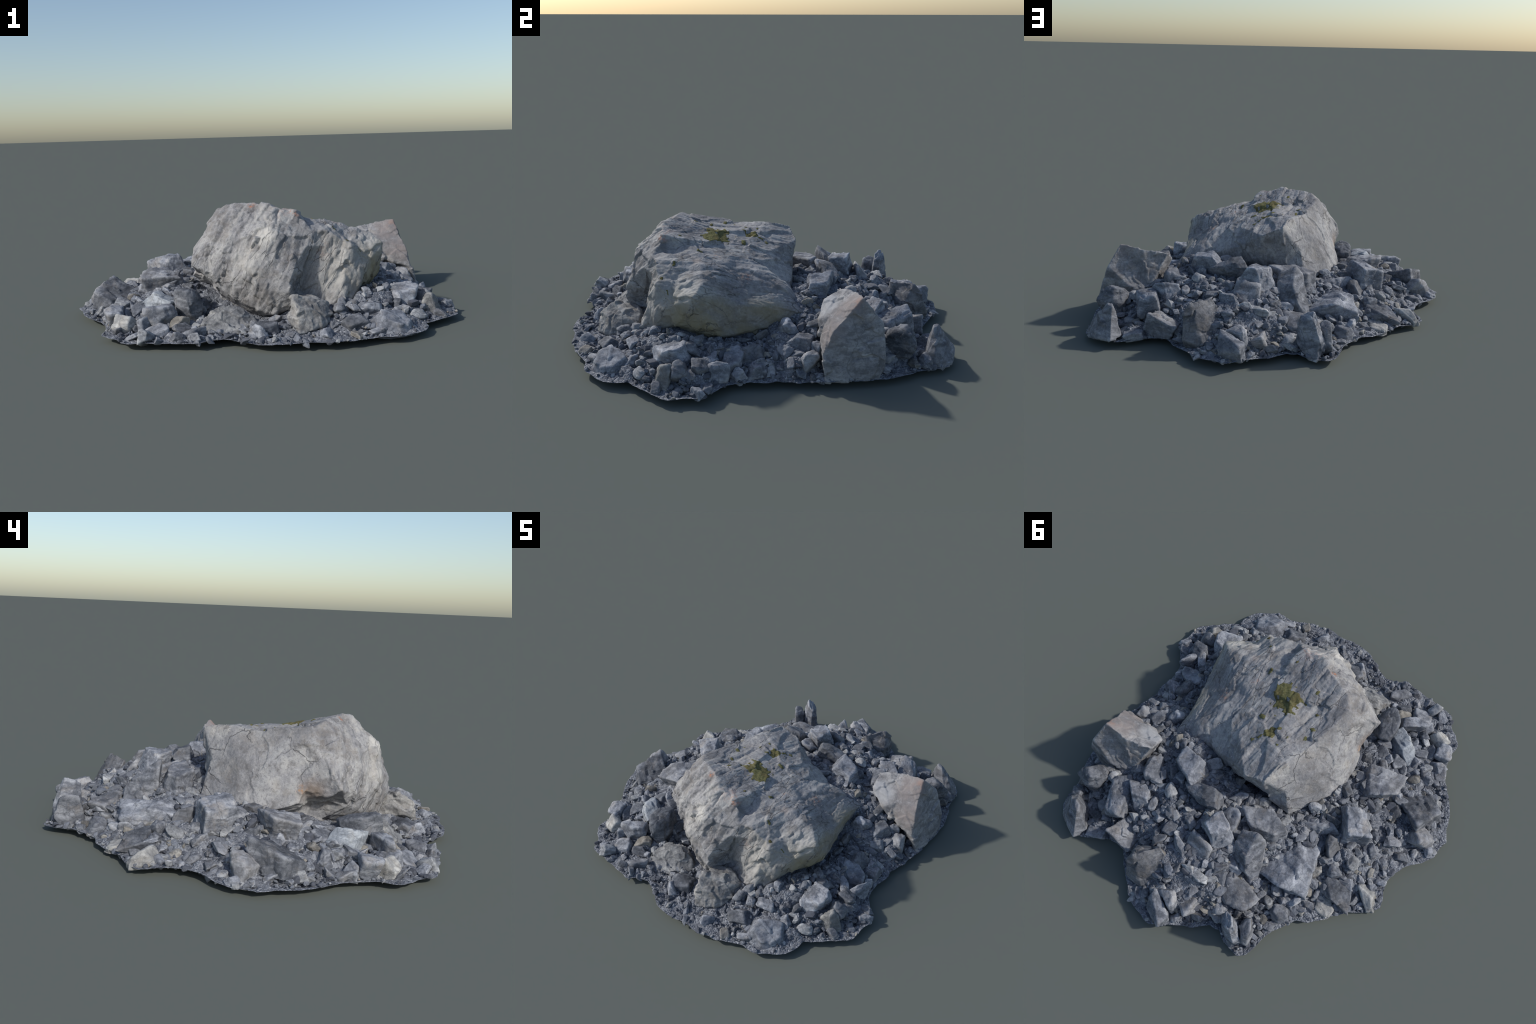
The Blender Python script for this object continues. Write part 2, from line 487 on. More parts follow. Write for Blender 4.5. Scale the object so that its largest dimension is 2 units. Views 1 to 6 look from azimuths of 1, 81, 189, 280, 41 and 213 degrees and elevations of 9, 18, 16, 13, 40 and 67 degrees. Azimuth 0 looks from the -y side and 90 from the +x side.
# ------------------------------------------------------------------ the boulder
BOULDER_POINTS = [
    # crest and front face of the main block
    ("crest", (-0.020, -0.442, 0.583), (0.075, -0.508, 0.562), (0.180, -0.506, 0.534), (0.250, -0.560, 0.447)),
    ("front ridge", (0.080, -0.580, 0.496), (0.095, -0.622, 0.455), (0.050, -0.672, 0.300), (0.040, -0.684, 0.190)),
    ("front right edge", (0.222, -0.615, 0.386), (0.178, -0.668, 0.326), (0.146, -0.706, 0.262), (0.139, -0.708, 0.200)),
    ("front right foot", (0.152, -0.685, 0.150), (0.140, -0.660, 0.100)),
    ("front foot", (0.060, -0.668, 0.085), (-0.030, -0.640, 0.110), (-0.110, -0.600, 0.140), (-0.208, -0.525, 0.195)),
    ("front left", (-0.130, -0.600, 0.330), (-0.170, -0.580, 0.235), (-0.110, -0.630, 0.240), (-0.030, -0.670, 0.300)),
    ("upper ledge", (-0.088, -0.548, 0.476), (0.066, -0.622, 0.476), (0.062, -0.652, 0.410), (-0.060, -0.600, 0.420), (-0.060, -0.530, 0.500), (0.070, -0.578, 0.500)),
    ("upper front", (-0.100, -0.470, 0.548), (0.180, -0.560, 0.470), (0.000, -0.490, 0.556)),
    # west end
    ("west crest", (-0.153, -0.395, 0.567), (-0.192, -0.352, 0.538), (-0.235, -0.326, 0.474), (-0.195, -0.445, 0.520)),
    ("west nose", (-0.312, -0.458, 0.364), (-0.327, -0.505, 0.292), (-0.307, -0.341, 0.275), (-0.250, -0.520, 0.380)),
    ("nose under", (-0.308, -0.462, 0.258), (-0.305, -0.395, 0.248), (-0.290, -0.340, 0.240)),
    ("hollow", (-0.200, -0.432, 0.202), (-0.220, -0.362, 0.186), (-0.245, -0.303, 0.160)),
    ("west face", (-0.184, -0.257, 0.522), (-0.154, -0.123, 0.505), (-0.270, -0.200, 0.370), (-0.230, -0.020, 0.370)),
    ("west foot", (-0.318, -0.030, 0.190), (-0.350, -0.131, 0.170), (-0.345, -0.240, 0.190), (-0.330, -0.320, 0.215)),
    # top
    ("top", (-0.097, 0.079, 0.514), (-0.070, 0.186, 0.480), (0.037, 0.208, 0.447), (0.084, -0.220, 0.502)),
    ("top east", (0.065, -0.035, 0.488), (0.380, -0.337, 0.460), (0.458, -0.254, 0.420), (0.416, -0.114, 0.382)),
    ("top groove", (-0.060, -0.260, 0.508), (-0.030, -0.100, 0.498), (0.220, -0.380, 0.500), (0.250, -0.150, 0.452)),
    ("top rear", (0.180, 0.050, 0.425), (0.300, 0.000, 0.400), (0.444, 0.073, 0.322)),
    # rear
    ("rear edge", (-0.164, 0.122, 0.349), (-0.210, 0.162, 0.185), (-0.090, 0.164, 0.249), (0.050, 0.175, 0.300)),
    ("rear foot", (0.141, 0.161, 0.369), (0.200, 0.160, 0.260), (0.330, 0.130, 0.300), (0.450, 0.140, 0.240)),
    # east step and its undercut
    ("step edge", (0.327, -0.548, 0.448), (0.434, -0.544, 0.380), (0.560, -0.341, 0.403), (0.610, -0.389, 0.346)),
    ("step front", (0.535, -0.478, 0.297), (0.375, -0.630, 0.135), (0.400, -0.595, 0.260), (0.427, -0.470, 0.395), (0.480, -0.560, 0.230)),
    ("step inner", (0.298, -0.540, 0.432), (0.245, -0.575, 0.330), (0.206, -0.580, 0.225), (0.205, -0.585, 0.160)),
    ("step recess", (0.314, -0.562, 0.378), (0.327, -0.582, 0.319), (0.290, -0.606, 0.237), (0.262, -0.600, 0.150)),
    ("step foot", (0.450, -0.565, 0.140), (0.405, -0.625, 0.120), (0.340, -0.630, 0.100)),
    ("undercut", (0.519, -0.462, 0.185), (0.590, -0.300, 0.200), (0.560, -0.258, 0.140), (0.522, 0.016, 0.150)),
    ("east shelf", (0.570, -0.180, 0.300), (0.545, -0.040, 0.270), (0.534, 0.145, 0.219), (0.430, -0.160, 0.376)),
    # hidden underside
    ("base", (0.100, -0.560, 0.040), (0.350, -0.480, 0.040), (0.450, -0.150, 0.050), (0.420, 0.080, 0.100)),
    ("base west", (0.100, 0.080, 0.110), (-0.120, 0.100, 0.110), (-0.240, -0.120, 0.090), (-0.180, -0.380, 0.090)),
    ("base mid", (0.100, -0.250, 0.030), (-0.020, -0.540, 0.050)),
]
pts = [p for row in BOULDER_POINTS for p in row[1:]]
boulder_me = remeshed(cage(pts, (0.12, -0.20, 0.26)), 0.0052, "boulder")
relax(boulder_me, 1)
p = coords(boulder_me)
n = normals(boulder_me)
ax = np.array(FOLIATION) / np.linalg.norm(FOLIATION)
smooth_west = smoothstep(0.45, 0.8, -n[:, 0] + 0.25 * n[:, 1]) * smoothstep(-0.36, -0.24, p[:, 1])
rough = 1 - 0.75 * smooth_west
front = smoothstep(0.25, 0.6, -n[:, 1] + 0.3 * n[:, 0])
d = chips(p, ax, 0.17, 2.0, 0.0042, 0.035, 3) * rough
d += chips(p, ax, 0.080, 2.6, 0.0016, 0.030, 5) * rough * (0.35 + 1.0 * front)
d += chips(p, ax, 0.034, 2.0, 0.0006, 0.030, 6) * (1 - 0.6 * smooth_west)
# foliation ledges: a gentle rise and a sharp drop, warped and patchy
patchy = smoothstep(-0.35, 0.45, vnoise(p * 4.5, 57))
top = smoothstep(0.4, 0.75, n[:, 2])
led = p @ ax + 0.018 * fbm(p * 3.5, 2, 31) + 0.007 * fbm(p * 15, 2, 33)
for period, amp, shift in ((0.085, 0.0060, 0.0), (0.034, 0.0022, 0.4)):
    fr = np.mod(led / period + shift, 1.0)
    saw = np.where(fr < 0.86, fr / 0.86, (1 - fr) / 0.14) - 0.5
    d += amp * saw * rough * patchy * np.maximum(0.45 * top, front)
# clefts and cracks that show on the sunny front (x, z) and on the top (x, y)
FRONT_CLEFTS = [
    (0.013, 0.016, [(-0.10, 0.530), (-0.155, 0.470), (-0.205, 0.410), (-0.240, 0.330), (-0.245, 0.255)]),
    (0.009, 0.010, [(-0.060, 0.500), (-0.020, 0.505), (0.000, 0.545)]),
    (0.007, 0.006, [(-0.090, 0.478), (-0.020, 0.486), (0.070, 0.486)]),
    (0.005, 0.006, [(-0.075, 0.370), (-0.020, 0.345), (0.060, 0.385), (0.075, 0.430)]),
    (0.005, 0.005, [(-0.150, 0.300), (-0.120, 0.380), (-0.090, 0.470)]),
    (0.006, 0.007, [(-0.190, 0.250), (-0.060, 0.210), (0.060, 0.190)]),
    (0.010, 0.009, [(0.405, 0.412), (0.450, 0.360), (0.500, 0.315), (0.530, 0.290)]),
    (0.008, 0.007, [(0.355, 0.400), (0.345, 0.300), (0.315, 0.210), (0.300, 0.140)]),
    (0.006, 0.006, [(0.430, 0.350), (0.405, 0.260), (0.370, 0.190), (0.350, 0.130)]),
    (0.005, 0.006, [(0.100, 0.520), (0.060, 0.440), (0.010, 0.340), (-0.030, 0.220)]),
    (0.004, 0.005, [(0.150, 0.470), (0.120, 0.380), (0.085, 0.300), (0.050, 0.200)]),
]
TOP_CLEFTS = [
    (0.008, 0.016, [(-0.060, -0.350), (-0.055, -0.230), (-0.080, -0.120)]),
    (0.005, 0.008, [(0.130, -0.420), (0.150, -0.280), (0.170, -0.130), (0.160, 0.000)]),
    (0.007, 0.008, [(0.250, -0.480), (0.262, -0.360), (0.290, -0.240), (0.300, -0.100)]),
    (0.006, 0.007, [(0.340, -0.440), (0.345, -0.330), (0.370, -0.200), (0.390, -0.060), (0.400, 0.040)]),
    (0.006, 0.007, [(0.440, -0.470), (0.450, -0.380), (0.435, -0.280)]),
    (0.005, 0.006, [(0.020, -0.470), (0.030, -0.360), (0.010, -0.260)]),
    (0.005, 0.006, [(0.020, 0.040), (0.100, 0.080), (0.200, 0.060)]),
    (0.005, 0.006, [(-0.080, 0.040), (0.000, 0.000), (0.020, -0.080)]),
]
ragged = p + 0.012 * np.stack([vnoise(p * 30, 70 + k) for k in range(3)], 1)


def cleft_depth(q, clefts):
    tot = np.zeros(len(q))
    for depth, width, line in clefts:
        best = np.full(len(q), 9.0)
        for a, b in zip(line[:-1], line[1:]):
            a, b = np.array(a), np.array(b)
            t = np.clip(((q - a) @ (b - a)) / ((b - a) @ (b - a)), 0, 1)
            best = np.minimum(best, np.hypot(*(q - a - t[:, None] * (b - a)).T))
        tot = np.maximum(tot, depth * np.exp(-best / (0.8 * width)))
    return tot


strength = 0.45 + 0.55 * smoothstep(-0.5, 0.3, vnoise(p * 20, 83))
d -= cleft_depth(ragged[:, (0, 2)], FRONT_CLEFTS) * smoothstep(0.1, 0.4, -n[:, 1]) * strength
d -= cleft_depth(ragged[:, (0, 1)], TOP_CLEFTS) * smoothstep(0.35, 0.6, n[:, 2]) * strength
d += 0.0010 * fbm(p * 40, 4, 77) * (1 - 0.4 * smooth_west)
d += 0.0018 * fbm(p * 9, 3, 91) * rough
put(boulder_me, p + n * d[:, None])
relax(boulder_me, 1, 0.35)
shade_smooth(boulder_me)
boulder = add("boulder", boulder_me, MAT_BOULDER)

# moss cushions: the boulder skin within ragged patches, raised by a few millimetres
MOSS = [
    (0.088, -0.225, 0.068), (0.050, -0.190, 0.042), (0.130, -0.270, 0.040), (0.040, -0.255, 0.024), (0.115, -0.185, 0.030),
    (0.065, -0.035, 0.040), (0.078, -0.012, 0.022), (0.150, -0.090, 0.016), (0.030, -0.075, 0.014),
    (-0.075, -0.240, 0.014), (-0.105, -0.165, 0.013), (-0.100, -0.110, 0.014), (-0.030, -0.060, 0.013),
    (0.265, -0.330, 0.016), (0.360, -0.460, 0.014), (-0.020, -0.330, 0.013), (0.480, -0.500, 0.013),
    (-0.010, 0.000, 0.012), (0.170, -0.420, 0.011), (0.420, -0.520, 0.013), (0.120, 0.030, 0.012),
]
p = coords(boulder_me)
n = normals(boulder_me)
ragged = fbm(p * 55, 3, 210) * 0.50 + fbm(p * 18, 2, 215) * 0.35
level = np.full(len(p), -9.0)
for x, y, r in MOSS:
    dist = np.hypot(p[:, 0] - x, p[:, 1] - y) / (1.15 * r)
    level = np.maximum(level, 1.0 - dist + ragged * (1 if r > 0.015 else 0.6))
level[(n[:, 2] < 0.35) | (p[:, 2] < 0.25)] = -9
keep = level > 0.0
bm = bmesh.new()
bm.from_mesh(boulder_me)
tag = bm.verts.layers.int.new("origin")
for i, v in enumerate(bm.verts):
    v[tag] = i
bmesh.ops.delete(bm, geom=[f for f in bm.faces if not all(keep[v[tag]] for v in f.verts)], context="FACES")
for v in bm.verts:
    i = v[tag]
    edge = any(e.is_boundary for e in v.link_edges)
    lift = -0.002 if edge else 0.0012 + 0.002 * min(1, level[i]) + 0.0015 * float(vnoise(p[i:i + 1] * 160, 5)[0])
    v.co += Vector(n[i]) * lift
moss_me = bpy.data.meshes.new("moss")
bm.to_mesh(moss_me)
bm.free()
shade_smooth(moss_me)
add("moss", moss_me, MAT_MOSS)

# ------------------------------------------------------------------ the gravel bed
RIM = [
    (0.613, -0.898), (0.529, -0.891), (0.415, -0.951), (0.312, -0.975), (0.201, -0.978), (0.105, -0.998),
    (0.003, -0.985), (-0.049, -0.939), (-0.151, -0.896), (-0.213, -0.913), (-0.253, -0.952), (-0.371, -0.943),
    (-0.473, -0.932), (-0.583, -0.919), (-0.625, -0.857), (-0.697, -0.792), (-0.712, -0.754), (-0.700, -0.704),
    (-0.717, -0.637), (-0.755, -0.560), (-0.808, -0.496), (-0.856, -0.430), (-0.893, -0.373), (-0.900, -0.321),
    (-0.946, -0.252), (-0.929, -0.189), (-0.934, -0.144), (-0.900, -0.081), (-0.852, -0.030), (-0.811, 0.055),
    (-0.805, 0.114), (-0.814, 0.168), (-0.840, 0.217), (-0.851, 0.251), (-0.813, 0.304), (-0.729, 0.361),
    (-0.701, 0.394), (-0.648, 0.465), (-0.592, 0.530), (-0.538, 0.557), (-0.505, 0.613), (-0.474, 0.670),
    (-0.461, 0.722), (-0.451, 0.787), (-0.437, 0.837), (-0.408, 0.871), (-0.363, 0.865), (-0.299, 0.848),
    (-0.256, 0.822), (-0.207, 0.826), (-0.137, 0.890), (-0.071, 0.921), (-0.014, 0.962), (0.048, 0.999),
    (0.115, 0.991), (0.162, 0.981), (0.224, 0.952), (0.278, 0.901), (0.345, 0.842), (0.405, 0.776),
    (0.455, 0.780), (0.503, 0.784), (0.572, 0.832), (0.639, 0.868), (0.704, 0.860), (0.767, 0.833),
    (0.817, 0.787), (0.832, 0.739), (0.838, 0.685), (0.845, 0.622), (0.877, 0.576), (0.894, 0.519),
    (0.906, 0.458), (0.900, 0.331), (0.900, 0.198), (0.880, 0.071), (0.855, -0.026), (0.861, -0.075),
    (0.847, -0.143), (0.854, -0.216), (0.868, -0.266), (0.954, -0.372), (0.951, -0.446), (0.943, -0.525),
    (0.876, -0.600), (0.755, -0.696), (0.758, -0.747), (0.733, -0.797), (0.679, -0.855),
]
RIM = np.array(RIM)
RIM_Z = 0.034
NA, NR = 560, 120
rim_ang = np.unwrap(np.arctan2(RIM[:, 1], RIM[:, 0]))
if rim_ang[-1] < rim_ang[0]:
    RIM, rim_ang = RIM[::-1], rim_ang[::-1]
theta = np.linspace(0, 2 * np.pi, NA, endpoint=False)
order = np.argsort(np.mod(np.arctan2(RIM[:, 1], RIM[:, 0]), 2 * np.pi))
ra = np.mod(np.arctan2(RIM[order, 1], RIM[order, 0]), 2 * np.pi)
rim_x = np.interp(theta, ra, RIM[order, 0], period=2 * np.pi)
rim_y = np.interp(theta, ra, RIM[order, 1], period=2 * np.pi)
rim_r = np.hypot(rim_x, rim_y)
rim_r *= 1 + 0.006 * vnoise(np.stack([np.cos(theta) * 26, np.sin(theta) * 26, theta * 0], 1), 8)


def rim_radius(x, y):
    return np.interp(np.mod(np.arctan2(y, x), 2 * np.pi), theta, rim_r, period=2 * np.pi)


# height of the loose ground between the stones
GROUND = np.array([
    (0.45, 0.16, 0.275), (0.32, 0.24, 0.280), (0.15, 0.30, 0.260), (0.00, 0.30, 0.245), (-0.12, 0.32, 0.225), (-0.26, 0.20, 0.180),
    (-0.36, 0.02, 0.185), (-0.30, -0.06, 0.195), (-0.42, -0.16, 0.170), (-0.40, -0.36, 0.150), (-0.34, -0.50, 0.110), (-0.18, -0.62, 0.060), (0.05, -0.72, 0.055),
    (0.25, -0.65, 0.105), (0.40, -0.66, 0.115), (0.50, -0.54, 0.155), (0.56, -0.47, 0.170), (0.64, -0.30, 0.135), (0.63, -0.12, 0.110), (0.62, 0.06, 0.150),
    (0.55, 0.17, 0.210), (0.58, 0.34, 0.200), (0.45, 0.42, 0.225), (0.30, 0.45, 0.238), (0.17, 0.50, 0.228), (0.05, 0.46, 0.235), (0.40, 0.58, 0.185),
    (0.10, 0.62, 0.215), (-0.05, 0.55, 0.220), (0.66, 0.52, 0.145), (0.20, 0.66, 0.185), (-0.12, 0.66, 0.150), (0.02, 0.68, 0.190), (0.12, 0.72, 0.175), (0.46, 0.54, 0.190),
    (-0.22, 0.55, 0.110), (-0.42, 0.45, 0.085), (-0.58, 0.30, 0.090), (-0.60, 0.08, 0.110), (-0.50, 0.15, 0.130), (-0.66, -0.10, 0.110), (-0.70, -0.30, 0.105),
    (-0.60, -0.48, 0.110), (-0.45, -0.66, 0.070), (-0.42, -0.80, 0.034), (-0.25, -0.84, 0.032), (-0.12, -0.80, 0.034), (0.00, -0.84, 0.033), (0.25, -0.87, 0.033), (0.50, -0.74, 0.070),
    (0.72, -0.56, 0.100), (0.80, -0.38, 0.085), (0.76, -0.10, 0.080), (0.78, 0.06, 0.100), (0.60, 0.70, 0.065), (0.25, 0.80, 0.085), (0.46, 0.66, 0.100),
    (0.03, 0.80, 0.120), (-0.25, 0.70, 0.085), (0.12, -0.20, 0.120), (0.0, 0.05, 0.15), (0.35, -0.10, 0.15), (0.05, 0.90, 0.075),
])


def ground(x, y):
    """Smooth mound through the ground points, falling to the rim height."""
    x = np.atleast_1d(np.asarray(x, float))
    y = np.atleast_1d(np.asarray(y, float))
    step = 9
    gx = np.concatenate([GROUND[:, 0], rim_x[::step] * 0.985])
    gy = np.concatenate([GROUND[:, 1], rim_y[::step] * 0.985])
    gz = np.concatenate([GROUND[:, 2], np.full(len(rim_x[::step]), RIM_Z)])
    num = np.zeros_like(x)
    den = np.zeros_like(x)
    for a, b, c in zip(gx, gy, gz):
        wgt = 1.0 / ((x - a) ** 2 + (y - b) ** 2 + 0.0016) ** 2
        num += wgt * c
        den += wgt
    z = num / den
    s = np.hypot(x, y) / rim_radius(x, y)
    return RIM_Z + (z - RIM_Z) * (1 - smoothstep(0.90, 1.0, s))


s = 1 - (1 - np.linspace(0.0, 1.0, NR + 1)[1:]) ** 1.25
X = np.outer(s, rim_r * np.cos(theta)).ravel()
Y = np.outer(s, rim_r * np.sin(theta)).ravel()
S = np.repeat(s, NA)
Z = ground(X, Y)
q = np.stack([X, Y, Z * 0], 1)
inner = 1 - smoothstep(0.93, 1.0, S)
Z = Z + (0.012 * fbm(q * 9, 3, 300) + 0.35 * np.maximum(chips(q, (0, 0, 1), 0.05, 1, 0.018, 0.14, 12), -0.03)
         + 0.30 * chips(q, (0, 0, 1), 0.022, 1, 0.008, 0.14, 13)) * (0.12 + 0.88 * inner)
Z += 0.005 * vnoise(np.stack([np.cos(np.tile(theta, NR)) * 5, np.sin(np.tile(theta, NR)) * 5, S * 0], 1), 61) * S ** 4
Z = np.maximum(Z, np.maximum(ground(X, Y) - 0.022, 0.016))
verts = [(0, 0, float(ground(0, 0)[0]))] + list(zip(X, Y, Z))
faces = [(0, 1 + k, 1 + (k + 1) % NA) for k in range(NA)]
for i in range(NR - 1):
    a, b2 = 1 + i * NA, 1 + (i + 1) * NA
    for k in range(NA):
        k2 = (k + 1) % NA
        faces.append((a + k, b2 + k, b2 + k2, a + k2))
# underside: a thin lip at the rim that sinks to the ground further in
last = 1 + (NR - 1) * NA
prev = last
for sc, zz in ((0.985, None), (0.90, 0.010), (0.78, 0.0)):
    start = len(verts)
    for k in range(NA):
        x, y = rim_r[k] * math.cos(theta[k]) * sc, rim_r[k] * math.sin(theta[k]) * sc
        verts.append((x, y, max(0.002, verts[last + k][2] - 0.004) if zz is None else zz))
    for k in range(NA):
        k2 = (k + 1) % NA
        faces.append((prev + k, start + k, start + k2, prev + k2))
    prev = start
faces.append(tuple(prev + k for k in range(NA)))
bed_me = mesh_of("gravel_bed", verts, faces)
bm = bmesh.new()
bm.from_mesh(bed_me)
bmesh.ops.recalc_face_normals(bm, faces=bm.faces)
bm.to_mesh(bed_me)
bm.free()
shade_smooth(bed_me)
add("gravel_bed", bed_me, MAT_GRAVEL)

# ------------------------------------------------------------------ stones
_spheres = {}


def sphere_dirs(level):
    if level not in _spheres:
        bm = bmesh.new()
        bmesh.ops.create_icosphere(bm, subdivisions=level, radius=1)
        bm.verts.index_update()
        v = np.array([tuple(x.co) for x in bm.verts])
        v /= np.linalg.norm(v, axis=1)[:, None]
        f = [tuple(x.index for x in fc.verts) for fc in bm.faces]
        bm.free()
        _spheres[level] = (v, f)
    return _spheres[level]


def stone_verts(kind, seed, level, size=(1, 1, 1)):
    """A broken stone: planes cut round a box of half size 1, edges slightly worn."""
    r = np.random.default_rng(seed)
    v, f = sphere_dirs(level)
    pl = []
    tilt = 0.26
    for a in range(3):
        for sg in (-1, 1):
            nn = np.zeros(3)
            nn[a] = sg
            nn += r.normal(0, tilt, 3)
            pl.append((nn / np.linalg.norm(nn), r.uniform(0.82, 0.98)))
    ncut = {"round": 14, "shard": 7, "cone": 4, "spike": 3, "full": 2}.get(kind, 6)
    for _ in range(ncut):
        nn = r.normal(0, 1, 3)
        nn /= np.linalg.norm(nn)
        pl.append((nn, r.uniform(0.74, 1.10) if kind != "round" else r.uniform(0.88, 1.05)))
    if kind in ("shard", "cone", "spike"):
        lean = {"shard": 0.45, "cone": 0.30, "spike": 0.50}[kind]
        for k in range(4 if kind == "shard" else 6):
            a = r.uniform(0, 6.28) if kind == "shard" else k * 1.05 + r.uniform(-0.3, 0.3)
            nn = np.array([math.cos(a), math.sin(a), lean])
            pl.append((nn / np.linalg.norm(nn), r.uniform(0.52, 0.80) if kind == "shard" else r.uniform(0.72, 0.86) if kind == "cone" else r.uniform(0.54, 0.66)))
    if kind == "slab":
        pl = [x for x in pl if x[0][2] < 0.75]
        nn = np.array([r.normal(0, 0.08), r.normal(0, 0.08), 1.0])
        pl.append((nn / np.linalg.norm(nn), 0.93))
    pw = 16 if kind == "round" else 60
    acc = np.zeros(len(v))
    for nn, dd in pl:
        acc += (np.maximum(v @ nn, 0) / dd) ** pw
    rad = acc ** (-1.0 / pw)
    out = v * rad[:, None]
    sz = np.array(size)
    w = out * sz
    k = sz.min()
    dsp = 0.022 * k * fbm(w / k * 1.3 + seed * 1.7, 2, seed % 97)
    if level >= 4:
        dsp = dsp + chips(w, r.normal(0, 1, 3), 0.9 * k, 1.8, 0.020 * k, 0.07, seed + 1)
        dsp = dsp + 0.010 * k * fbm(w / k * 5 + seed, 3, seed % 89)
    return w + v * dsp[:, None], f


